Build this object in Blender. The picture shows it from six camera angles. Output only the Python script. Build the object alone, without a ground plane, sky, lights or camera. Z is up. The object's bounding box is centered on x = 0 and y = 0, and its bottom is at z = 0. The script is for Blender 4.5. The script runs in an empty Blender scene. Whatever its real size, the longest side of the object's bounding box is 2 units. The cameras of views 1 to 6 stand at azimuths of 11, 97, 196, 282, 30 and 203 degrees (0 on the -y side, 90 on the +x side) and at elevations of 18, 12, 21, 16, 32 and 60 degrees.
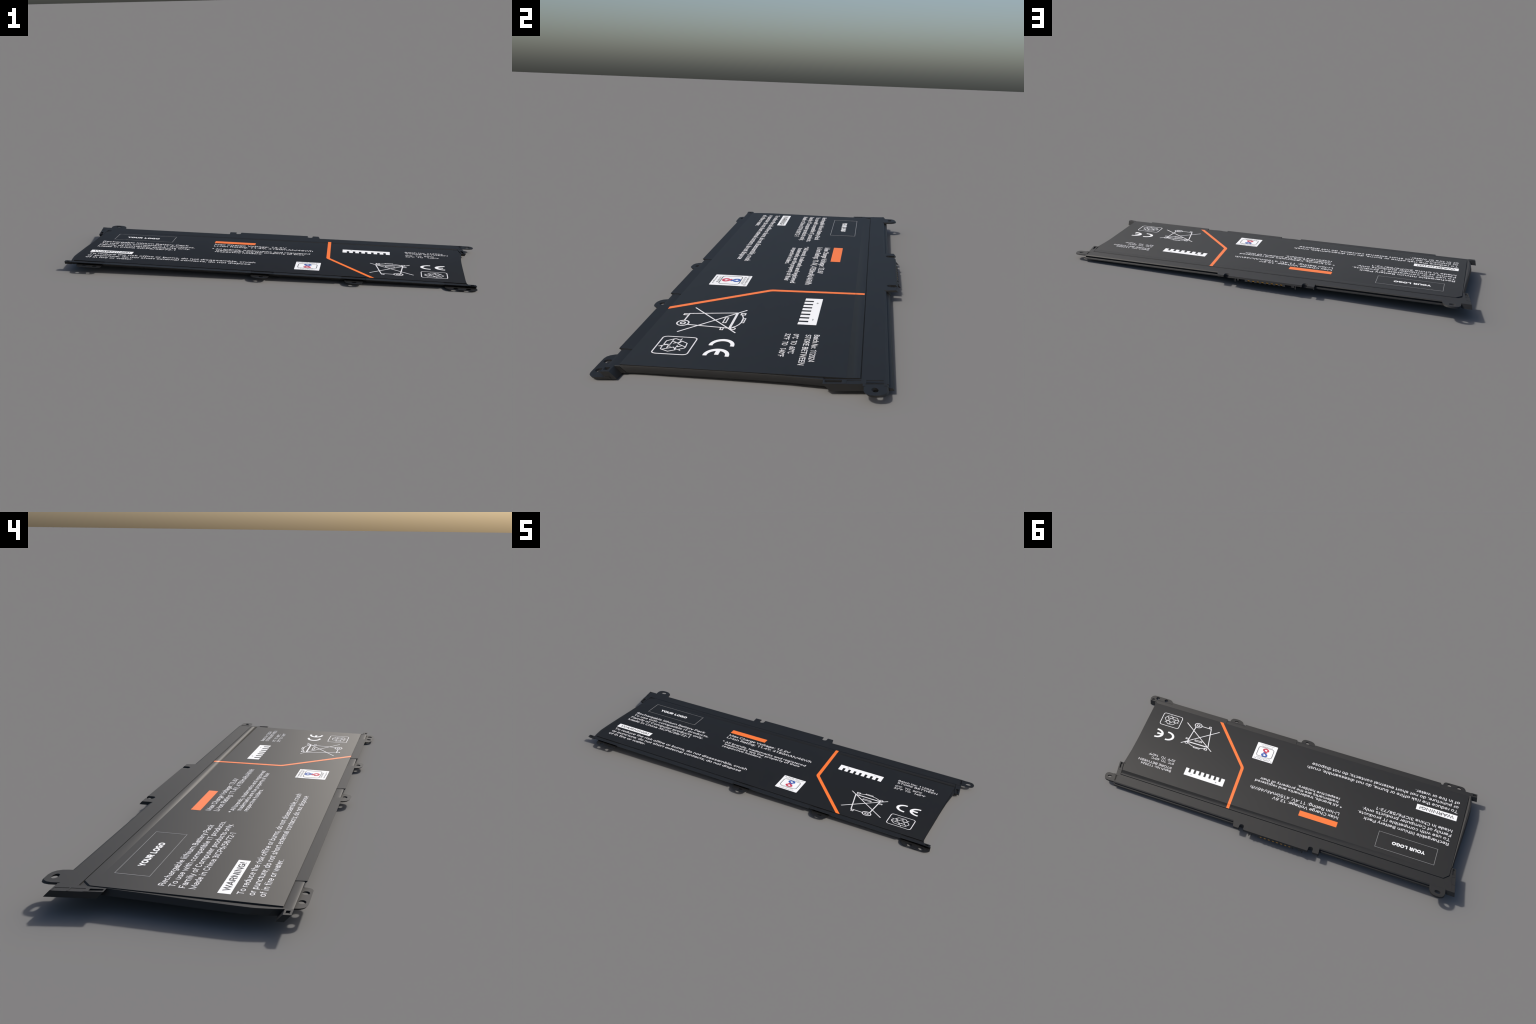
"""Flat laptop battery pack: a thin black plastic tray lying slightly tilted, with a
printed label panel, a channelled rail with a contact connector, end caps, corner
posts and screw tabs.

Everything is laid out in the pack's own skewed frame (X along the pack, Y across it,
D = depth below the label face) and carried to the world by one affine matrix, because
the pack lies tilted and its thickness direction leans to the north-west."""
import bpy, bmesh, math
from mathutils import Matrix, Vector
from mathutils.geometry import tessellate_polygon

# ------------------------------------------------------------------ placement
SLOPE_X, SLOPE_Y = -0.0186, 0.0114          # tilt of the label face
EX = Vector((1.0, -0.0008, SLOPE_X - 0.0008 * SLOPE_Y))
EY = Vector((-0.032, 1.0, SLOPE_Y + 0.032 * -SLOPE_X))
EW = Vector((-0.305, 0.935, -0.984))        # one unit of depth
ORIGIN = Vector((0.0, 0.0, 0.04079))
PLACE = Matrix(((EX.x, EY.x, -EW.x, ORIGIN.x),
                (EX.y, EY.y, -EW.y, ORIGIN.y),
                (EX.z, EY.z, -EW.z, ORIGIN.z),
                (0, 0, 0, 1)))

BOTTOM = 0.0189      # underside of the tray
RAIL_TOP = 0.0014    # top of rail / caps
WELL = 0.0040        # floor of the seam around the panel

# ------------------------------------------------------------------ materials
def principled(name, colour, rough, spec=0.5, metallic=0.0, grain=0.0, vary=0.0):
    m = bpy.data.materials.new(name)
    m.use_nodes = True
    nt = m.node_tree
    b = nt.nodes["Principled BSDF"]
    b.inputs["Roughness"].default_value = rough
    b.inputs["Specular IOR Level"].default_value = spec
    b.inputs["Metallic"].default_value = metallic
    tc = nt.nodes.new("ShaderNodeTexCoord")
    nz = nt.nodes.new("ShaderNodeTexNoise")
    nz.inputs["Scale"].default_value = 9.0
    nz.inputs["Detail"].default_value = 5.0
    nt.links.new(tc.outputs["Object"], nz.inputs["Vector"])
    rp = nt.nodes.new("ShaderNodeValToRGB")
    rp.color_ramp.elements[0].position = 0.3
    rp.color_ramp.elements[1].position = 0.7
    rp.color_ramp.elements[0].color = tuple(c * (1 - vary) for c in colour) + (1,)
    rp.color_ramp.elements[1].color = tuple(min(1, c * (1 + vary)) for c in colour) + (1,)
    nt.links.new(nz.outputs["Fac"], rp.inputs["Fac"])
    nt.links.new(rp.outputs["Color"], b.inputs["Base Color"])
    if grain:
        fine = nt.nodes.new("ShaderNodeTexNoise")
        fine.inputs["Scale"].default_value = 900.0
        fine.inputs["Detail"].default_value = 2.0
        nt.links.new(tc.outputs["Object"], fine.inputs["Vector"])
        bp = nt.nodes.new("ShaderNodeBump")
        bp.inputs["Strength"].default_value = grain
        bp.inputs["Distance"].default_value = 0.0004
        nt.links.new(fine.outputs["Fac"], bp.inputs["Height"])
        nt.links.new(bp.outputs["Normal"], b.inputs["Normal"])
    return m

PLASTIC = principled("black_plastic", (0.0060, 0.0060, 0.0060), 0.58, grain=0.02, vary=0.04)
LABEL = principled("black_label_film", (0.0060, 0.0060, 0.0060), 0.58, vary=0.03)
WHITE = principled("white_ink", (0.93, 0.93, 0.93), 0.45, vary=0.01)
TEXT_WHITE = principled("text_white_ink", (0.80, 0.79, 0.80), 0.45, vary=0.01)
FRAME_GREY = principled("grey_hairline_ink", (0.30, 0.30, 0.30), 0.45, vary=0.02)
ORANGE = principled("orange_ink", (0.93, 0.19, 0.03), 0.45, vary=0.01)
DARK_INK = principled("dark_ink", (0.03, 0.03, 0.03), 0.45, vary=0.02)
GREY_INK = principled("grey_ink", (0.10, 0.10, 0.10), 0.45, vary=0.02)
BLUE_INK = principled("blue_ink", (0.035, 0.105, 0.42), 0.45, vary=0.02)
RED_INK = principled("red_ink", (0.60, 0.035, 0.08), 0.45, vary=0.02)
GOLD = principled("gold_contact", (0.60, 0.29, 0.04), 0.45, metallic=0.35, vary=0.05)

# ------------------------------------------------------------------ mesh helpers
root = bpy.data.objects.new("laptop_battery", None)
root.empty_display_size = 0.2
bpy.context.scene.collection.objects.link(root)
root["label"] = "thin black laptop battery pack with white printed label"
root["category"] = "laptop battery"


class Part:
    """Collects polygons in the pack frame (x, y, z = -depth)."""
    def __init__(self):
        self.v, self.f = [], []

    def add(self, verts, faces):
        o = len(self.v)
        self.v += [tuple(p) for p in verts]
        self.f += [tuple(i + o for i in f) for f in faces]

    def prism(self, outline, d0, d1, holes=(), floor=True):
        """Vertical prism from depth d0 (top) down to d1, with optional holes."""
        loops = [list(outline)] + [list(h) for h in holes]
        flat = [p for l in loops for p in l]
        n = len(flat)
        tris = tessellate_polygon([[Vector((x, y, 0)) for x, y in l] for l in loops])
        verts = [(x, y, -d0) for x, y in flat] + [(x, y, -d1) for x, y in flat]
        faces = []
        for t in tris:
            a, b, c = (Vector((*flat[i], 0)) for i in t)
            t = t if (b - a).cross(c - a).z > 0 else t[::-1]
            faces.append(tuple(t))
            if floor:
                faces.append(tuple(i + n for i in reversed(t)))
        o = 0
        for k, l in enumerate(loops):
            area = sum(l[i - 1][0] * l[i][1] - l[i][0] * l[i - 1][1] for i in range(len(l)))
            want = 1 if k == 0 else -1
            for i in range(len(l)):
                a, b = o + i, o + (i + 1) % len(l)
                if area * want < 0:
                    a, b = b, a
                faces.append((b, a, a + n, b + n))
            o += len(l)
        self.add(verts, faces)

    def box(self, x0, x1, y0, y1, d0, d1, skew=0.0):
        k = lambda x, y: (x + skew * (y - y0), y)
        self.prism([k(x0, y0), k(x1, y0), k(x1, y1), k(x0, y1)], d0, d1)

    def sweep_x(self, profile, x0, x1, skew=0.0, closed=True):
        """Profile of (y, depth) points swept along X (ends slanted by skew)."""
        y_ref = profile[0][0]
        n = len(profile)
        verts = []
        for x in (x0, x1):
            verts += [(x + skew * (y - y_ref), y, -d) for y, d in profile]
        faces = [(i, (i + 1) % n, (i + 1) % n + n, i + n) for i in range(n)]
        faces += [tuple(range(n))[::-1], tuple(range(n, 2 * n))]
        self.add(verts, faces)

    def ribbon(self, pts, width, z, closed=False, stretch=1.47, lift=None, thick=0.00025):
        """Flat inked stroke; artwork is stretched along X by the given factor."""
        p = [Vector((x / stretch, y)) for x, y in pts]
        n = len(p)
        left, right = [], []
        for i in range(n):
            a = p[i - 1] if (i or closed) else None
            b = p[(i + 1) % n] if (i < n - 1 or closed) else None
            d0 = (p[i] - a).normalized() if a is not None else None
            d1 = (b - p[i]).normalized() if b is not None else None
            d0 = d0 or d1
            d1 = d1 or d0
            t = d0 + d1
            t = t.normalized() if t.length > 1e-6 else d0
            nrm = Vector((-t.y, t.x))
            c = max(0.45, nrm.dot(Vector((-d0.y, d0.x))))
            left.append(p[i] + nrm * (width / 2 / c))
            right.append(p[i] - nrm * (width / 2 / c))
        verts = []
        for zz in (z, z - thick):
            for q in left + right:
                x, y = q.x * stretch, q.y
                verts.append((x, y, zz + (lift(x, y) if lift else 0)))
        faces = []
        m = 2 * n
        for i in range(n if closed else n - 1):
            j = (i + 1) % n
            faces.append((i, n + i, n + j, j))
            faces.append((j, i, i + m, j + m)[::-1])
            faces.append((n + i, n + j, n + j + m, n + i + m)[::-1])
        if not closed:
            faces.append((0, n, n + m, m)[::-1])
            faces.append((n - 1, 2 * n - 1, 2 * n - 1 + m, n - 1 + m))
        self.add(verts, faces)

    def build(self, name, mat, parent=root, bevel=0.0, smooth=30.0, kind=None):
        me = bpy.data.meshes.new(name)
        me.from_pydata(self.v, [], self.f)
        bm = bmesh.new()
        bm.from_mesh(me)
        bmesh.ops.remove_doubles(bm, verts=bm.verts, dist=1e-6)
        bmesh.ops.recalc_face_normals(bm, faces=bm.faces)
        if bevel:
            bmesh.ops.dissolve_limit(bm, angle_limit=0.01, verts=bm.verts, edges=bm.edges)
            es = [e for e in bm.edges if len(e.link_faces) == 2 and e.calc_face_angle(0) > 0.6]
            bmesh.ops.bevel(bm, geom=es, offset=bevel, segments=2, profile=0.5,
                            affect="EDGES", clamp_overlap=True)
            bmesh.ops.triangulate(bm, faces=[f for f in bm.faces if len(f.verts) > 4])
        bm.to_mesh(me)
        bm.free()
        return finish(me, name, mat, parent, smooth, kind)


def finish(me, name, mat, parent, smooth=30.0, kind=None):
    me.transform(PLACE)
    me.materials.append(mat)
    me.polygons.foreach_set("use_smooth", [True] * len(me.polygons))
    me.set_sharp_from_angle(angle=math.radians(smooth))
    ob = bpy.data.objects.new(name, me)
    bpy.context.scene.collection.objects.link(ob)
    ob.parent = parent
    if kind:
        ob["kind"] = kind
    return ob


def ellipse(cx, cy, rx, ry, n=32, tilt=0.0, a0=0.0, a1=2 * math.pi, closed=True):
    out = []
    m = n if closed else n + 1
    for i in range(m):
        a = a0 + (a1 - a0) * i / n
        u, v = rx * math.cos(a), ry * math.sin(a)
        out.append((cx + u * math.cos(tilt) - v * math.sin(tilt),
                    cy + u * math.sin(tilt) + v * math.cos(tilt)))
    return out


def round_corners(poly, radii, n=6):
    """Round the corners of a polygon; radius 0 leaves a corner sharp."""
    out = []
    k = len(poly)
    for i, (x, y) in enumerate(poly):
        r = radii[i] if isinstance(radii, (list, tuple)) else radii
        p = Vector((x, y))
        if r <= 0:
            out.append((x, y))
            continue
        a, b = Vector(poly[i - 1]) - p, Vector(poly[(i + 1) % k]) - p
        r = min(r, a.length * 0.49, b.length * 0.49)
        s, e = p + a.normalized() * r, p + b.normalized() * r
        for j in range(n + 1):
            t = j / n
            q = s * (1 - t) ** 2 + p * 2 * t * (1 - t) + e * t ** 2
            out.append((q.x, q.y))
    return out


def lerp_table(table, t):
    for (a, va), (b, vb) in zip(table, table[1:]):
        if t <= b:
            return va + (vb - va) * (t - a) / (b - a)
    return table[-1][1]

# ------------------------------------------------------------------ body outline
WEST = [(-0.2855, -0.9490), (-0.262, -0.9545), (-0.215, -0.9605), (-0.165, -0.9590), (-0.08, -0.9550),
        (0.034, -0.9478), (0.156, -0.9410)]
EAST = [(-0.2895, 0.9338), (-0.27, 0.9305), (-0.245, 0.9293), (-0.05, 0.9295), (0.0, 0.9300), (0.06, 0.9320),
        (0.151, 0.9395)]
PANEL_W, PANEL_E, PANEL_S, PANEL_N = -0.9378, 0.9280, -0.2792, 0.2262

# tray: the closed box of cells under the panel
tray = Part()
outline = [(-0.945, -0.302), (0.932, -0.302)] + [(x - 0.0015, y) for y, x in EAST] + \
          [(0.9365, 0.17), (0.930, 0.262), (-0.943, 0.262), (-0.9400, 0.17)] + [(x + 0.0015, y) for y, x in reversed(WEST)]
tray.prism(outline, WELL, BOTTOM)
tray.build("tray", PLASTIC)

# rims standing up round the ends of the panel
rim_w = Part()
ys = [-0.2855 + i * (0.156 + 0.2855) / 40 for i in range(41)]
verts, faces = [], []
for y in ys:
    xo = lerp_table(WEST, y)
    xi = PANEL_W - 0.0012
    wide = xi - xo
    drop = 0.0016 + 0.0022 * min(1.0, wide / 0.018)
    verts += [(xi, y, -drop), (xi - wide * 0.55, y, -0.0014), (xo + 0.0003, y, -0.0016), (xo, y, -0.0020),
              (xo, y, -BOTTOM + 0.0004), (xi, y, -BOTTOM + 0.0004)]
for i in range(len(ys) - 1):
    for k in range(6):
        faces.append((i * 6 + k, i * 6 + (k + 1) % 6, i * 6 + 6 + (k + 1) % 6, i * 6 + 6 + k))
faces += [(0, 1, 2, 3, 4, 5), tuple(range(len(verts) - 6, len(verts)))]
rim_w.add(verts, faces)
rim_w.build("end_rim", PLASTIC, smooth=6)

rim_e = Part()
ys = [-0.2895 + i * (0.151 + 0.2895) / 40 for i in range(41)]
verts, faces = [], []
for y in ys:
    xo = lerp_table(EAST, y)
    xi = min(PANEL_E + 0.0010, xo - 0.0006)
    verts += [(xi, y, -0.0018), (xo - 0.0004, y, -0.0016), (xo, y, -0.0022), (xo, y, -BOTTOM + 0.0004),
              (xi, y, -BOTTOM + 0.0004)]
for i in range(len(ys) - 1):
    for k in range(5):
        faces.append((i * 5 + k, i * 5 + (k + 1) % 5, i * 5 + 5 + (k + 1) % 5, i * 5 + 5 + k))
faces += [(0, 1, 2, 3, 4), tuple(range(len(verts) - 5, len(verts)))]
rim_e.add(verts, faces)
rim_e.build("end_rim", PLASTIC, smooth=40)

# ------------------------------------------------------------------ label panel
# A flat film. Along its north edge runs a band whose shading rolls over more and more
# towards the east end, its glare and dark drawn by tilted normals alone.
BAND_S, BAND_N = 0.1987, 0.2236
panel = Part()
xs = [PANEL_W, -0.93, -0.92, -0.9115] + [-0.90 + 0.04 * i for i in range(46)] + [0.914, PANEL_E]
band = [BAND_S + (BAND_N - BAND_S) * i / 8 for i in range(9)]
rows = []
for x in xs:
    north = min(PANEL_N, 0.2015 + (x - PANEL_W) * 0.96)
    top_y = min(1.0, (north - 0.1987) / (PANEL_N - 0.1987))
    col = [PANEL_S, -0.1, 0.1] + [BAND_S + (y - BAND_S) * top_y for y in band] + [north]
    rows.append([(x - (max(0.0, y - 0.195) * 0.17 if x > 0.9275 else 0.0), y, 0.0) for y in col])
m = len(rows[0])
verts = [p for r in rows for p in r]
faces = [(i * m + j, (i + 1) * m + j, (i + 1) * m + j + 1, i * m + j + 1)
         for i in range(len(rows) - 1) for j in range(m - 1)]
border = [i * m for i in range(len(rows))] + [(len(rows) - 1) * m + j for j in range(1, m)] + \
         [i * m + m - 1 for i in range(len(rows) - 2, -1, -1)] + [j for j in range(m - 2, 0, -1)]
o = len(verts)
verts += [(verts[i][0], verts[i][1], -WELL - 0.0005) for i in border]
k = len(border)
for i in range(k):
    a, b = border[i], border[(i + 1) % k]
    faces.append((b, a, o + i, o + (i + 1) % k))
panel.add(verts, faces)
panel_obj = panel.build("label_panel", LABEL, smooth=28)
INVERSE = PLACE.inverted()

GLARE_TILT = 0.18      # normals tilted to brighten the flat film's sun glare towards its south edge

def roll_normals(ob):
    """Put glare and shade on flat faces by leaning their normals south."""
    me = ob.data
    up = EX.cross(EY).normalized()
    south = Vector((-0.06, -1.0, 0.05)).normalized()
    out = [None] * len(me.loops)
    for p in me.polygons:
        local = INVERSE @ p.center
        for li in p.loop_indices:
            n = p.normal.copy()
            if p.normal.dot(up) > 0.9 and BAND_S < local.y < BAND_N:
                q = INVERSE @ me.vertices[me.loops[li].vertex_index].co
                t = min(1.0, max(0.0, (BAND_N - q.y) / (BAND_N - BAND_S)))
                s = min(1.0, max(0.0, (q.x + 0.90) / 1.83))
                n = (up * (1 - t * s) + south * (t * s)).normalized()
            elif p.normal.dot(up) > 0.9:
                q = INVERSE @ me.vertices[me.loops[li].vertex_index].co
                t = min(1.0, max(0.0, (BAND_S - q.y) / (BAND_S - PANEL_S)))
                n = (up + south * (GLARE_TILT * t * (1.0 + 0.25 * q.x))).normalized()
            out[li] = n
    me.normals_split_custom_set(out)

roll_normals(panel_obj)

# ------------------------------------------------------------------ south edge strip
RAISED = [(-0.7782, -0.0535), (0.0546, 0.3690), (0.4823, 0.8287)]
LOWERED = [(-0.9470, -0.7782), (-0.0535, 0.0546), (0.3690, 0.4823), (0.8287, 0.9350)]
for x0, x1 in RAISED:
    s = Part()
    s.sweep_x([(-0.2800, 0.0018), (-0.2960, 0.0008), (-0.3100, 0.0001), (-0.3113, 0.0008), (-0.3113, 0.0040),
               (-0.3075, 0.0075), (-0.3055, BOTTOM - 0.0006), (-0.2800, BOTTOM - 0.0006)], x0, x1, skew=-0.05)
    s.build("edge_strip", PLASTIC, smooth=35)
for x0, x1 in LOWERED:
    s = Part()
    s.sweep_x([(-0.2800, 0.0033), (-0.2860, 0.0027), (-0.2930, 0.0022), (-0.2990, 0.0021), (-0.3045, 0.0024),
               (-0.3065, 0.0029), (-0.3065, 0.0070), (-0.3030, 0.0080), (-0.3030, BOTTOM - 0.0006),
               (-0.2800, BOTTOM - 0.0006)], x0, x1, skew=-0.05)
    s.build("edge_strip", PLASTIC, smooth=40)

# ------------------------------------------------------------------ north rail with its connector shelf
SL = -0.167                                   # slant of the rail's and caps' ends
wo = lambda y: -0.9633 + SL * (y - 0.1555)    # outer line of the west cap
eo = lambda y: 0.9630 + SL * (y - 0.1510)     # outer line of the east cap

def u_notch(xc, half, y_tip, y_open, n=10):
    """Open slot drawn from east to west."""
    pts = [(xc + half, y_open)]
    for i in range(n + 1):
        a = math.pi * i / n
        pts.append((xc + half * math.cos(a), y_tip + 0.0095 - 0.0095 * math.sin(a)))
    return pts + [(xc - half, y_open)]

EDGE = 0.2830
shelf = [(0.2235, EDGE), (0.2140, 0.3140), (0.1845, 0.3140)] + u_notch(0.1700, 0.0128, 0.2872, 0.3140) + \
        [(0.1480, 0.3150), (-0.2050, 0.3155)] + u_notch(-0.2195, 0.0130, 0.2875, 0.3155) + \
        [(-0.2370, 0.3155), (-0.2665, 0.3150), (-0.2642, EDGE)]
top = [(-0.9404, 0.2285), (eo(0.2285), 0.2285), (eo(EDGE), EDGE)] + shelf + [(-0.9404, EDGE)]
field = [(eo(0.2384), 0.2384), (0.9296, 0.2384), (0.9240, 0.2740), (eo(0.2740), 0.2740)]

def eased(d):
    """Plan outline with the rail's long edge drawn in by d (its rounded top edge)."""
    return [(x, y - d if abs(y - EDGE) < 1e-4 else y) for x, y in top]

rail = Part()
ROUND = ((0.0042, RAIL_TOP + 0.0008), (0.0026, 0.0024), (0.0013, 0.0030), (0.0005, 0.0037), (0.0, 0.0046))
crown = eased(ROUND[0][0])
rail.prism(crown[:2] + field + crown[2:], RAIL_TOP, ROUND[0][1], floor=False)
rail.prism(crown, ROUND[0][1], ROUND[0][1] + 0.0001, floor=False)
k = len(top)
for (i0, d0), (i1, d1) in zip(((ROUND[0][0], RAIL_TOP + 0.00005),) + ROUND[1:], ROUND[1:]):
    rail.add([(x, y, -d0) for x, y in eased(i0)] + [(x, y, -d1) for x, y in eased(i1)],
             [(i, (i + 1) % k, (i + 1) % k + k, i + k) for i in range(k)])
CHANNEL = [(0.2285, 0.0046), (0.2775, 0.0046), (0.2760, 0.0060), (0.2758, 0.0080), (0.2770, 0.0112), (0.2812, 0.0116),
           (0.2830, 0.0126), (0.2830, 0.0168), (0.2805, 0.0180), (0.2600, 0.0188), (0.2285, 0.0188)]
rail.sweep_x(CHANNEL, 0.2100, eo(0.2285), skew=SL)
rail.sweep_x(CHANNEL, -0.9404, -0.2600)
rail_obj = rail.build("rail", PLASTIC, smooth=5)

block = Part()
block.prism([p if p[1] > 0.2835 else (p[0], 0.2750) for p in reversed(shelf)], 0.0046, 0.0078)
block.prism([(-0.2640, 0.2730), (0.2160, 0.2730), (0.2200, 0.2840), (0.1420, 0.2850), (0.1400, 0.3000), (-0.1900, 0.3000),
             (-0.1920, 0.2850), (-0.2620, 0.2840)], 0.0078, 0.0178)
connector = block.build("connector_block", PLASTIC, smooth=20)

teeth = Part()
PITCH, FIRST = 0.02326, 0.0560
pins = []
for i in range(9):
    xc = FIRST + PITCH * 0.5 - PITCH * i
    wide = 0.0068 if i in (0, 8) else 0.0060
    teeth.box(xc - wide, xc + wide, 0.2850, 0.3146, 0.0079, 0.0144)
for xc, half, deep in ((0.1228, 0.0022, 0.0188), (-0.1752, 0.0023, 0.0188), (0.1085, 0.0035, 0.0138),
                       (-0.1625, 0.0065, 0.0139)):
    teeth.box(xc - half, xc + half, 0.2850 if deep < 0.016 else 0.3090, 0.3149, 0.0079, deep)
teeth.box(-0.2660, -0.2600, 0.2850, 0.3140, 0.0079, 0.0116)
teeth.build("connector_teeth", PLASTIC, parent=connector, kind="stuff")
for i in range(8):
    p = Part()
    xc = FIRST - PITCH * i
    p.box(xc - 0.0056, xc + 0.0056, 0.2850, 0.3135, 0.0079, 0.0116)
    p.build("contact_pin", GOLD, parent=connector)

# ------------------------------------------------------------------ end caps at the rail's ends
def end_cap(face, outer, pocket, low):
    """Cap with one deep pocket; 'face' is the outline with its shallow edge fields cut away."""
    c = Part()
    c.prism(face, RAIL_TOP, 0.0022, holes=[pocket], floor=False)
    c.prism(outer, 0.0022, 0.0064, holes=[pocket], floor=False)
    c.prism(outer, 0.0064, low)
    return c.build("end_cap", PLASTIC)

# west cap
west = [(-0.9405, 0.1560), (-0.9405, 0.2832), (wo(0.2835), 0.2835), (wo(0.1555), 0.1555)]
fields = [(wo(0.2792), 0.2792), (-0.9650, 0.2792), (-0.9594, 0.2436), (wo(0.2436), 0.2436),
          (wo(0.2400), 0.2400), (-0.9588, 0.2400), (-0.9528, 0.2035), (wo(0.2035), 0.2035)]
end_cap(west[:3] + fields + west[3:], west,
        [(-0.9472, 0.1600), (-0.9520, 0.1930), (wo(0.1930) + 0.0055, 0.1930), (wo(0.1600) + 0.0080, 0.1600)], 0.0186)
# east cap
east = [(eo(0.1510), 0.1510), (eo(0.2284), 0.2284), (0.9250, 0.2284), (0.9300, 0.1985), (0.9400, 0.1508)]
fields = [(eo(0.1990), 0.1990), (0.9358, 0.1990), (0.9304, 0.2283)]
end_cap(east[:1] + fields + east[2:], east,
        [(0.9428, 0.1542), (0.9368, 0.1892), (0.9494, 0.1892), (0.9552, 0.1542)], 0.0186)

# ------------------------------------------------------------------ corner posts
def corner_post(quad, pocket, top_d, low):
    p = Part()
    p.prism(quad, top_d, 0.0060, holes=[pocket], floor=False)
    p.prism(quad, 0.0060, low)
    return p.build("corner_post", PLASTIC)

corner_post([(-0.9470, -0.2858), (-0.9795, -0.2866), (-0.9772, -0.3064), (-0.9440, -0.3064)],
            [(-0.9556, -0.2908), (-0.9706, -0.2910), (-0.9700, -0.3014), (-0.9540, -0.3010)], 0.0016, 0.0190)
corner_post([(0.9320, -0.2899), (0.9686, -0.2903), (0.9726, -0.3095), (0.9340, -0.3065)],
            [(0.9447, -0.2952), (0.9596, -0.2950), (0.9612, -0.3052), (0.9464, -0.3055)], 0.0016, 0.0190)

# ------------------------------------------------------------------ screw tabs
def screw_tab(outline, holes, d0, d1):
    t = Part()
    t.prism(outline, d0, d1, holes=holes)
    return t.build("screw_tab", PLASTIC, smooth=40)

LOW0, LOW1 = 0.0135, 0.0174
screw_tab(round_corners([(-0.7845, -0.2900), (-0.7862, -0.3425), (-0.9080, -0.3440), (-0.9170, -0.2900)],
                        [0, 0.018, 0.030, 0]),
          [ellipse(-0.8187, -0.3270, 0.0112, 0.0096), ellipse(-0.8727, -0.3266, 0.0112, 0.0096)], LOW0, LOW1)
screw_tab([(0.8330, -0.2900), (0.8370, -0.3200), (0.8400, -0.3292), (0.8470, -0.3385), (0.8560, -0.3442), (0.8680, -0.3466),
           (0.9100, -0.3468), (0.9531, -0.3467), (0.9640, -0.3448), (0.9730, -0.3395), (0.9778, -0.3314), (0.9760, -0.3200),
           (0.9726, -0.3000), (0.9300, -0.2900)],
          [ellipse(0.8839, -0.3320, 0.0112, 0.0096), ellipse(0.9377, -0.3320, 0.0112, 0.0096)], LOW0, LOW1)
screw_tab([(-0.0520, -0.2900), (-0.0490, -0.3200), (-0.0430, -0.3340), (-0.0330, -0.3430), (-0.0200, -0.3475),
           (0.0000, -0.3487), (0.0170, -0.3482), (0.0280, -0.3435), (0.0340, -0.3340), (0.0365, -0.3200), (0.0370, -0.2900)],
          [ellipse(0.0005, -0.3285, 0.0105, 0.0078)], LOW0, LOW1)
screw_tab([(0.3870, -0.2900), (0.3890, -0.3230), (0.3960, -0.3370), (0.4050, -0.3440), (0.4200, -0.3487), (0.4340, -0.3497),
           (0.4500, -0.3488), (0.4610, -0.3462), (0.4685, -0.3390), (0.4720, -0.3270), (0.4725, -0.2900)],
          [ellipse(0.4340, -0.3305, 0.0105, 0.0078)], LOW0, LOW1)
# rail-end tabs
screw_tab([(-0.8530, 0.2740), (-0.8545, 0.2900), (-0.8590, 0.3080), (-0.8680, 0.3200), (-0.8800, 0.3275), (-0.8970, 0.3308),
           (-0.9170, 0.3300), (-0.9300, 0.3250), (-0.9370, 0.3160), (-0.9395, 0.3020), (-0.9375, 0.2860), (-0.9350, 0.2740)],
          [ellipse(-0.9010, 0.3078, 0.0155, 0.0085, tilt=-0.08)], 0.0015, 0.0076)
screw_tab([(0.9400, 0.2330), (0.9740, 0.2335), (0.9900, 0.2340), (1.0000, 0.2385), (1.0055, 0.2460), (1.0066, 0.2560),
           (1.0040, 0.2660), (0.9970, 0.2745), (0.9880, 0.2788), (0.9760, 0.2800), (0.9350, 0.2790)],
          [ellipse(0.9775, 0.2558, 0.0120, 0.0072, tilt=0.08)], 0.0022, 0.0066)
foot = Part()
foot.prism([(0.9440, 0.2315), (0.9620, 0.2320), (0.9600, 0.2370), (0.9430, 0.2370)], 0.0016, 0.0060)
foot.prism([(0.9380, 0.2745), (0.9540, 0.2750), (0.9530, 0.2800), (0.9370, 0.2800)], 0.0016, 0.0060)
foot.build("tab_gusset", PLASTIC)

# ------------------------------------------------------------------ printing
INK = 0.0004          # height of first ink layer above the panel
INK2 = 0.0008         # ink over ink
THICK = 0.00025

def text_mesh(body, bold=0.0):
    cu = bpy.data.curves.new("glyphs", "FONT")
    cu.body = body
    cu.size = 1.0
    cu.resolution_u = 4
    cu.offset = bold
    ob = bpy.data.objects.new("glyphs", cu)
    bpy.context.scene.collection.objects.link(ob)
    bpy.context.view_layer.update()
    me = bpy.data.meshes.new_from_object(ob.evaluated_get(bpy.context.evaluated_depsgraph_get()))
    bpy.data.objects.remove(ob)
    bpy.data.curves.remove(cu)
    return me

probe = text_mesh("H")
CAP = max(v.co.y for v in probe.vertices)
bpy.data.meshes.remove(probe)

def print_text(body, x0, x1, base, cap, mat=None, z=INK, bold=0.0):
    """One printed line: fitted between x0 and x1, standing on 'base', capitals 'cap' high."""
    me = text_mesh(body, bold)
    lo = min(v.co.x for v in me.vertices)
    hi = max(v.co.x for v in me.vertices)
    sx, sy = (x1 - x0) / (hi - lo), cap / CAP
    me.transform(Matrix(((sx, 0, 0, x0 - lo * sx), (0, sy, 0, base), (0, 0, 1, z), (0, 0, 0, 1))))
    me.materials.clear()
    me.name = "printed_text"
    return finish(me, "printed_text", mat or TEXT_WHITE, panel_obj)

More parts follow.
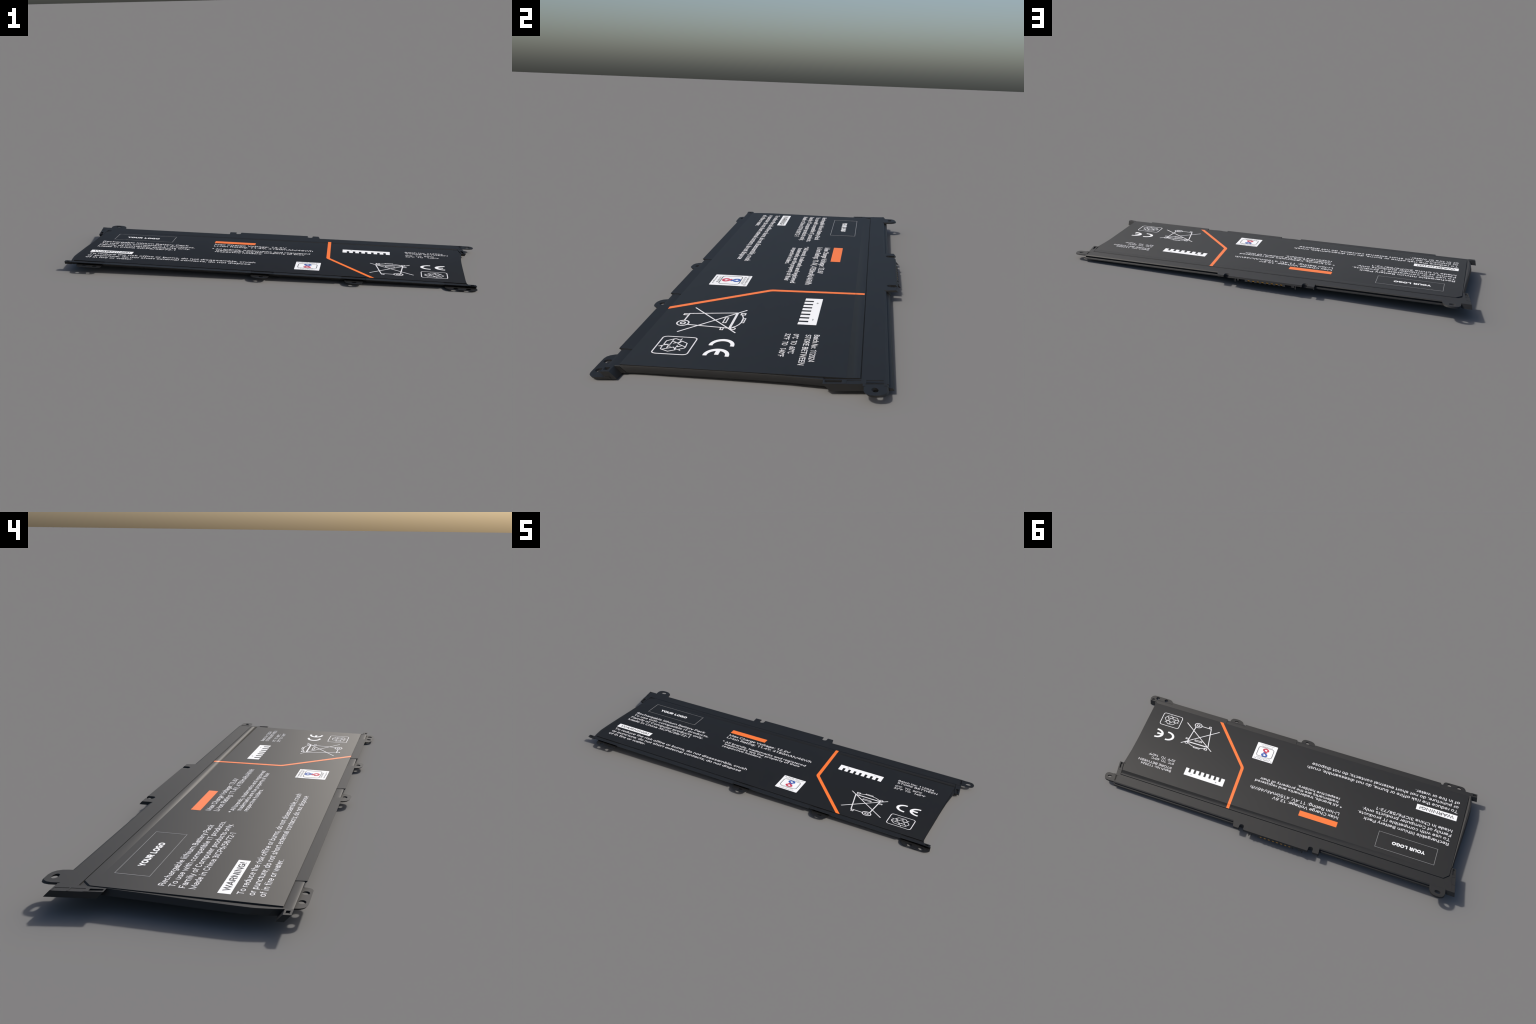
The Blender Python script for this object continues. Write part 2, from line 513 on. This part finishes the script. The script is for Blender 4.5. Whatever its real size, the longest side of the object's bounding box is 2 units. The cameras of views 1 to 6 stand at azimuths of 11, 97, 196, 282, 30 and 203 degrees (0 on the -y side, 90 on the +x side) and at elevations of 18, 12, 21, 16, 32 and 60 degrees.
# Plain grotesque lettering drawn as strokes of even weight: capitals 100 units high,
# small letters 74. Every glyph is (advance, list of centre lines) for stem width w.
def arc(cx, cy, rx, ry, a0, a1, n=14):
    return [(cx + rx * math.cos(math.radians(a0 + (a1 - a0) * i / n)),
             cy + ry * math.sin(math.radians(a0 + (a1 - a0) * i / n))) for i in range(n + 1)]

def glyphs(w):
    h = w / 2
    X, C = 74.0, 100.0
    mid, r = X / 2, X / 2 - h + 1          # small bowls (slight overshoot)
    top, cr = C - h, C / 2 - h + 1
    g = {}
    bowl = lambda cx, rx, a0=0, a1=360: arc(cx, mid, rx, r, a0, a1, 24)
    arch = lambda x0, x1: arc((x0 + x1) / 2, X - h - 23 + 1, (x1 - x0) / 2, 23, 180, 0)
    # small letters
    g["a"] = (76, [[(63, 0), (63, 48)] + arc(38, 48, 25, X - h - 47, 0, 160, 12),
                   [(63, 43), (40, 43)] + arc(34, 25, 21, 18.5, 90, 270, 12)[1:] + [(46, 8), (63, 22)]])
    g["b"] = (79, [[(15, 0), (15, 107)], bowl(42, 25)])
    g["c"] = (74, [bowl(38, 27, 35, 325)])
    g["d"] = (79, [[(64, 0), (64, 107)], bowl(37, 25)])
    g["e"] = (75, [[(12, 39), (63, 39)], [(63, 39)] + bowl(38, 26.5, 4, 318)])
    g["f"] = (49, [[(22, 0), (22, 84)] + arc(38, 84, 16, 107 - h - 84, 180, 75, 8), [(4, X - h), (44, X - h)]])
    g["g"] = (79, [bowl(37, 25), [(64, X), (64, 2)] + arc(38, 0, 26, 23, 0, -150, 12)])
    g["h"] = (78, [[(15, 0), (15, 107)], arch(15, 63) + [(63, 0)]])
    g["i"] = (35, [[(17, 0), (17, X)], [(17, 90), (17, 103)]])
    g["k"] = (71, [[(15, 0), (15, 107)], [(64, X), (18, 26)], [(33, 42), (66, 0)]])
    g["l"] = (35, [[(17, 0), (17, 107)]])
    g["m"] = (123, [[(15, 0), (15, X)], arch(15, 61) + [(61, 0)], arch(61, 108) + [(108, 0)]])
    g["n"] = (78, [[(15, 0), (15, X)], arch(15, 63) + [(63, 0)]])
    g["o"] = (80, [bowl(40, 28)])
    g["p"] = (79, [[(15, -28), (15, X)], bowl(42, 25)])
    g["r"] = (48, [[(15, 0), (15, X)], arc(38, 44, 23, X - h - 43, 180, 78, 8)])
    g["s"] = (73, [arc(37, 54, 22, X - h - 53, 20, 200, 12) + [(21, 44), (52, 31)] + arc(37, 20, 23, 20 - h + 1, 25, -165, 12)])
    g["t"] = (46, [[(21, 92), (21, 18)] + arc(35, 18, 14, 18 - h + 1, 180, 285, 8), [(2, X - h), (42, X - h)]])
    g["u"] = (78, [[(63, 0), (63, X)], [(15, X), (15, 24)] + arc(37, 24, 22, 24 - h + 1, 180, 300, 10) + [(63, 16)]])
    g["v"] = (68, [[(6, X), (34, 4), (62, X)]])
    g["w"] = (106, [[(6, X), (29, 3), (53, X - 4), (77, 3), (100, X)]])
    g["x"] = (70, [[(6, X), (64, 0)], [(64, X), (6, 0)]])
    g["y"] = (67, [[(6, X), (34, 4)], [(61, X), (34, -4)] + arc(18, -6, 16, 17, -20, -100, 6)])
    # capitals
    cbowl = lambda cx, rx, a0=0, a1=360: arc(cx, C / 2, rx, cr, a0, a1, 28)
    g["A"] = (92, [[(6, 0), (46, C - 4), (86, 0)], [(21, 32), (71, 32)]])
    g["B"] = (88, [[(17, 0), (17, C)], [(17, top), (44, top)] + arc(44, (top + 53) / 2, 26, (top - 53) / 2, 90, -90) + [(17, 53)],
                   [(17, 53), (46, 53)] + arc(46, (53 + h) / 2, 29, (53 - h) / 2, 90, -90) + [(17, h)]])
    g["C"] = (92, [cbowl(47, 36, 35, 325)])
    g["E"] = (80, [[(17, 0), (17, C)], [(17, top), (75, top)], [(17, 53), (69, 53)], [(17, h), (76, h)]])
    g["F"] = (78, [[(17, 0), (17, C)], [(17, top), (75, top)], [(17, 49), (67, 49)]])
    g["G"] = (96, [cbowl(47, 36, 38, 320) + [(82, 16), (82, 46), (50, 46)]])
    g["H"] = (100, [[(17, 0), (17, C)], [(83, 0), (83, C)], [(17, 53), (83, 53)]])
    g["I"] = (38, [[(19, 0), (19, C)]])
    g["L"] = (76, [[(17, C), (17, h), (72, h)]])
    g["M"] = (123, [[(17, 0), (17, C - 1), (61, 6), (106, C - 1), (106, 0)]])
    g["N"] = (100, [[(17, 0), (17, C - 2), (83, 2), (83, C)]])
    g["O"] = (97, [cbowl(48.5, 38)])
    g["P"] = (89, [[(17, 0), (17, C)], [(17, top), (50, top)] + arc(50, (top + 44) / 2, 29, (top - 44) / 2, 90, -90) + [(17, 44)]])
    g["R"] = (87, [[(17, 0), (17, C)], [(17, top), (46, top)] + arc(46, (top + 46) / 2, 27, (top - 46) / 2, 90, -90) + [(17, 46)],
                   [(47, 46), (78, 0)]])
    g["S"] = (84, [arc(42, 73, 29, top - 72, 12, 215, 14) + [(24, 56), (62, 43)] + arc(42, 28, 30, 28 - h + 1, 30, -172, 14)])
    g["T"] = (84, [[(42, 0), (42, C)], [(4, top), (80, top)]])
    g["U"] = (91, [[(15, C), (15, 34)] + arc(45.5, 34, 30.5, 34 - h + 1, 180, 360) + [(76, C)]])
    g["V"] = (90, [[(6, C), (45, 4), (84, C)]])
    g["W"] = (125, [[(6, C), (34, 4), (62.5, C - 4), (91, 4), (119, C)]])
    g["Y"] = (85, [[(6, C), (42.5, 44), (79, C)], [(42.5, 0), (42.5, 46)]])
    # figures
    g["0"] = (79, [cbowl(39.5, 27)])
    g["1"] = (79, [[(48, 0), (48, C - 2), (16, 82)]])
    g["2"] = (79, [arc(38, 72, 25, top - 71, 165, -25, 14) + [(14, h), (70, h)]])
    g["3"] = (79, [arc(37, 75, 24, top - 74, 160, -80, 12) + [(30, 53)], [(30, 53), (38, 53)] + arc(38, 30, 26, 30 - h + 1, 75, -165, 14)])
    g["4"] = (79, [[(56, 0), (56, C - 2), (9, 30), (75, 30)]])
    g["5"] = (79, [[(67, top), (22, top), (17, 53)] + arc(40, 33, 26, 31, 120, -160, 16)])
    g["6"] = (79, [arc(41, 33, 25, 33 - h + 1, 0, 360, 24), [(62, top)] + arc(58, 40, 42, top - 41, 100, 180, 12)])
    g["7"] = (79, [[(8, top), (68, top), (28, 0)]])
    g["8"] = (79, [arc(39.5, 74, 23, top - 74 + 1, 0, 360, 20), arc(39.5, 28, 26, 28 - h + 1, 0, 360, 24)])
    # points
    g["."] = (37, [[(18, 0), (18, 14)]])
    g[","] = (30, [[(17, 13), (9, -19)]])
    g[":"] = (34, [[(17, 0), (17, 14)], [(17, 61), (17, 75)]])
    g[";"] = (31, [[(17, 13), (9, -19)], [(17, 61), (17, 75)]])
    g["-"] = (39, [[(4, 42), (35, 42)]])
    g["/"] = (58, [[(50, C), (8, -9)]])
    g["!"] = (36, [[(18, 0), (18, 13)], [(18, 30), (18, C)]])
    g["*"] = (60, [[(30, 48), (30, C)], [(8, 64), (52, 86)], [(8, 86), (52, 64)]])
    g["\u00b0"] = (53, [arc(26, 82, 14, 14, 0, 360, 14)])
    g[" "] = (34, [])
    return g

def print_line(body, x0, x1, base, cap, mat, weight=13.0, z=INK, parent=None):
    """One printed line set between x0 and x1 on the baseline, capitals 'cap' high."""
    table = glyphs(weight)
    strokes_, pen = [], 0.0
    for ch in body:
        adv, lines = table[ch]
        strokes_ += [[(pen + x, y) for x, y in l] for l in lines]
        pen += adv + (weight - 13.0) * 0.6
    lo = min(x for l in strokes_ for x, y in l) - weight / 2
    hi = max(x for l in strokes_ for x, y in l) + weight / 2
    sx, sy = (x1 - x0) / (hi - lo), cap / 100.0
    p = Part()
    for i, l in enumerate(strokes_):
        pts = [(x0 + (x - lo) * sx, base + y * sy) for x, y in l]
        closed = (Vector(l[0]) - Vector(l[-1])).length < 0.5 and len(l) > 4
        p.ribbon(pts[:-1] if closed else pts, weight * sy, z + 0.00003 * (i % 7), closed=closed, stretch=sx / sy)
    return p.build("printed_text", mat, parent=parent or panel_obj)

LINES = [
    ("Rechargable lithium Battery Pack", -0.8960, -0.4335, 0.0277, 0.0165),
    ("To use with compatible IT products.", -0.8978, -0.3934, 0.0012, 0.0163),
    ("Family of Computer products only.", -0.8976, -0.4126, -0.0259, 0.0170),
    ("Made in China 3ICP6/58/72-1", -0.8978, -0.4850, -0.0522, 0.0166),
    ("To reduce the risk offire or burns, do not disassamble, crush", -0.9010, -0.0520, -0.1725, 0.0170),
    ("or puncture; do not short external contacts; do not dispose", -0.8980, -0.0716, -0.1995, 0.0170),
    ("of in fire or water.", -0.8990, -0.6550, -0.2263, 0.0170),
    ("Max Charge Voltage: 12.6V", -0.3049, 0.0695, 0.0757, 0.0172),
    ("Li-Ion Rating: 11.4V, 4150mAh/46Wh", -0.3036, 0.2069, 0.0496, 0.0174),
    ("* All brands, trademarks and registered", -0.3058, 0.1966, 0.0044, 0.0148),
    ("trademarks are the property of their", -0.2812, 0.1738, -0.0162, 0.0148),
    ("respective holders.", -0.2805, -0.0383, -0.0373, 0.0148),
    ("Batch No: 112024", 0.6630, 0.8482, 0.1132, 0.0128),
    ("STORE BETWEEN", 0.6655, 0.8699, 0.0932, 0.0130),
    ("0\u00b0C  TO  60\u00b0C", 0.6650, 0.8030, 0.0640, 0.0130),
    ("32\u00b0F  TO   140\u00b0F", 0.6645, 0.8264, 0.0444, 0.0128),
]
for body, x0, x1, base, cap in LINES:
    print_line(body, x0, x1, base, cap, TEXT_WHITE)
print_line("YOUR LOGO", -0.7917, -0.6146, 0.1172, 0.0182, WHITE, weight=25.0)

def patch(name, poly, mat, z=INK, parent=None):
    p = Part()
    p.prism(poly, -z, -z + THICK)
    return p.build(name, mat, parent=parent or panel_obj)

def rect(x0, x1, y0, y1):
    return [(x0, y0), (x1, y0), (x1, y1), (x0, y1)]

# warning box
box = patch("warning_box", rect(-0.9045, -0.6842, -0.1424, -0.1092), WHITE)
print_line("WARNING!", -0.8882, -0.7012, -0.1342, 0.0172, DARK_INK, weight=15.5, z=INK2, parent=box)

# logo frame
fr = Part()
fr.ribbon([(-0.8500, 0.0812), (-0.5338, 0.0812), (-0.5338, 0.1742), (-0.8500, 0.1742)], 0.0013, INK, closed=True)
fr.build("logo_frame", FRAME_GREY, parent=panel_obj)

# orange block and bent stripe (the stripe stays flat; its normals carry the band's shading)
patch("orange_block", rect(-0.3110, -0.0975, 0.1072, 0.1385), ORANGE)
st = Part()
west_edge = [(0.4985, PANEL_S), (0.2860, -0.0440), (0.2822, -0.0360), (0.2812, -0.0280), (0.2812, -0.02)]
east_edge = [(0.5190, PANEL_S), (0.3030, -0.0400), (0.2992, -0.0330), (0.2982, -0.0270), (0.2982, -0.02)]
for y in [0.09, BAND_S] + band[1:] + [PANEL_N - 0.0003]:
    t = (y + 0.02) / (PANEL_N + 0.02)
    west_edge.append((0.2812 - 0.0098 * t, y))
    east_edge.append((0.2982 - 0.0108 * t, y))
verts = []
for a, b in zip(west_edge, east_edge):
    verts += [(*a, INK), (*b, INK)]
faces = [(2 * i, 2 * i + 1, 2 * i + 3, 2 * i + 2) for i in range(len(west_edge) - 1)]
n = len(verts)
verts += [(x, y, z - THICK) for x, y, z in verts]
faces += [(2 * i, 2 * i + 2, 2 * i + 2 + n, 2 * i + n) for i in range(len(west_edge) - 1)]
faces += [(2 * i + 3, 2 * i + 1, 2 * i + 1 + n, 2 * i + 3 + n) for i in range(len(west_edge) - 1)]
st.add(verts, faces)
roll_normals(st.build("orange_stripe", ORANGE, parent=panel_obj, smooth=25))

# cell-comb icon
comb = [(0.3535, 0.1128), (0.3548, 0.0665)]
pitch = (0.5886 - 0.3548 - 0.0225) / 7.0
x = 0.3548
widths = [0.0212] + [0.0177] * 6 + [0.0190]
gap = (0.5886 - 0.3548 - sum(widths)) / 7
for i, w in enumerate(widths):
    x += w
    if i < 7:
        comb += [(x, 0.0660), (x - 0.0010, 0.0900), (x + gap - 0.0008, 0.0900), (x + gap, 0.0660)]
        x += gap
comb += [(0.5886, 0.0650), (0.5878, 0.1116)]
icon = patch("cell_icon", comb, WHITE)
sign = Part()
sign.ribbon([(0.3915, 0.1018), (0.4040, 0.1018)], 0.0010, INK2)
sign.ribbon([(0.3978, 0.0985), (0.3978, 0.1052)], 0.0016, INK2 + 0.00005)
sign.ribbon([(0.5400, 0.1005), (0.5525, 0.1005)], 0.0017, INK2)
sign.build("polarity_mark", GREY_INK, parent=icon)

# crossed-out waste bin
LINE = 0.0033
def strokes(name, paths, mat, width, z=INK, parent=None):
    p = Part()
    for k, item in enumerate(paths):
        pts, closed = item[0], item[1]
        w = item[2] if len(item) > 2 else width
        p.ribbon(pts, w, z + 0.00002 * k, closed=closed)
    return p.build(name, mat, parent=parent or panel_obj)

strokes("waste_bin_symbol", [
    ([(0.6973, -0.2116), (0.4953, -0.0747)], False),
    ([(0.4957, -0.2107), (0.6820, -0.0743)], False),
    (ellipse(0.6281, -0.2138, 0.0208, 0.0142), True),
    (ellipse(0.6281, -0.2138, 0.0085, 0.0056, n=20), True),
    ([(0.6385, -0.2005), (0.6495, -0.0950)], False),
    ([(0.6075, -0.2148), (0.5490, -0.2142), (0.5226, -0.0946)], False),
    ([(0.5628, -0.2150), (0.5624, -0.2267), (0.5532, -0.2267), (0.5524, -0.2150)], False, 0.0028),
    ([(0.6510, -0.0938), (0.5220, -0.0946)], False, 0.0058),
    ([(0.6475, -0.1150), (0.6650, -0.1146), (0.6650, -0.1085), (0.6480, -0.1085)], False, 0.0026),
    ([(0.6430, -0.0880), (0.6320, -0.0810), (0.6180, -0.0760), (0.6032, -0.0735), (0.5830, -0.0722), (0.5622, -0.0742),
      (0.5400, -0.0800)], False, 0.0028),
    (rect(0.5668, 0.6022, -0.0735, -0.0672), True, 0.0026),
    (rect(0.5250, 0.5385, -0.0838, -0.0735), True, 0.0032),
    (ellipse(0.6521, -0.0850, 0.0080, 0.0055, n=16), True, 0.0028),
    (rect(0.5684, 0.6098, -0.1178, -0.1104), True, 0.0026),
], TEXT_WHITE, LINE)

# recycling arrows in a rounded box
rec = [(round_corners(rect(0.7330, 0.8502, -0.2332, -0.1530), 0.013), True, 0.0026)]
cx, cy = 0.7912, -0.1958
fold = [(-0.0070, 0.0066), (-0.0197, 0.0128), (-0.0112, 0.0269), (0.0064, 0.0290)]
head = [(0.0064, 0.0290), (0.0110, 0.0279), (0.0174, 0.0176), (0.0229, 0.0222), (0.0150, 0.0081), (0.0018, 0.0085),
        (0.0067, 0.0112), (0.0004, 0.0199)]
for kk in range(3):
    a = math.radians(120 * kk)
    spin = lambda p: (cx + 1.47 * (p[0] * math.cos(a) - p[1] * math.sin(a)), cy + p[0] * math.sin(a) + p[1] * math.cos(a))
    rec.append(([spin(p) for p in fold], True, 0.0021))
    rec.append(([spin(p) for p in head], False, 0.0021))
strokes("recycling_symbol", rec, TEXT_WHITE, 0.0022)

# conformity letters made of arcs
def arc_letter(x_left, bar):
    cx, cy, rx, ry = x_left + 0.0425, -0.0899, 0.0425, 0.0290
    t = 0.0088
    outer = ellipse(cx, cy, rx, ry, n=36, a0=math.radians(84), a1=math.radians(276), closed=False)
    inner = ellipse(cx, cy, rx - t * 1.55, ry - t, n=36, a0=math.radians(82), a1=math.radians(278), closed=False)
    p = Part()
    p.prism(outer + inner[::-1], -INK, -INK + THICK)
    if bar:
        p.prism(rect(x_left + 0.0120, x_left + 0.0385, cy - 0.0046, cy + 0.0046), -INK - 0.00003, -INK + THICK)
    return p
arc_letter(0.7316, False).build("conformity_letter", WHITE, parent=panel_obj)
arc_letter(0.7984, True).build("conformity_letter", WHITE, parent=panel_obj)

# certification sticker
stk = patch("certification_sticker", round_corners(rect(0.1428, 0.2618, -0.2250, -0.1150), 0.0030, 3), WHITE)
strokes("sticker_frame", [(round_corners(rect(0.1568, 0.2464, -0.2002, -0.1408), 0.012), True)], GREY_INK, 0.0022,
        z=INK2, parent=stk)

def smooth_path(pts, n=6):
    """Catmull-Rom through the control points."""
    q = [pts[0]] + pts + [pts[-1]]
    out = []
    for i in range(1, len(q) - 2):
        p0, p1, p2, p3 = (Vector(v) for v in q[i - 1:i + 3])
        for j in range(n):
            t = j / n
            v = 0.5 * ((2 * p1) + (p2 - p0) * t + (2 * p0 - 5 * p1 + 4 * p2 - p3) * t * t
                       + (3 * p1 - p0 - 3 * p2 + p3) * t ** 3)
            out.append((v.x, v.y))
    return out + [pts[-1]]

loop = [(0.2115, -0.1690), (0.2000, -0.1632), (0.1900, -0.1565), (0.1893, -0.1495), (0.1980, -0.1445), (0.2090, -0.1462),
        (0.2146, -0.1520), (0.2135, -0.1573), (0.2065, -0.1592)]
strokes("sticker_loop", [(smooth_path(loop), False)], BLUE_INK, 0.0074, z=INK2, parent=stk)
mid_x, mid_y = 0.2015, -0.1688
other = [(2 * mid_x - x, 2 * mid_y - y) for x, y in loop]
strokes("sticker_loop", [(smooth_path(other), False)], RED_INK, 0.0074, z=INK2, parent=stk)
for body, x0, x1, base, cap in (("IS 16046 (Part 2)/", 0.1480, 0.2555, -0.1255, 0.0060),
                                ("IEC 62133-2:2017", 0.1600, 0.2430, -0.1350, 0.0062),
                                ("R-41187756", 0.1700, 0.2320, -0.2095, 0.0062),
                                ("www.bis.gov.in", 0.1610, 0.2425, -0.2195, 0.0052)):
    print_text(body, x0, x1, base, cap, mat=GREY_INK, z=INK2).parent = stk
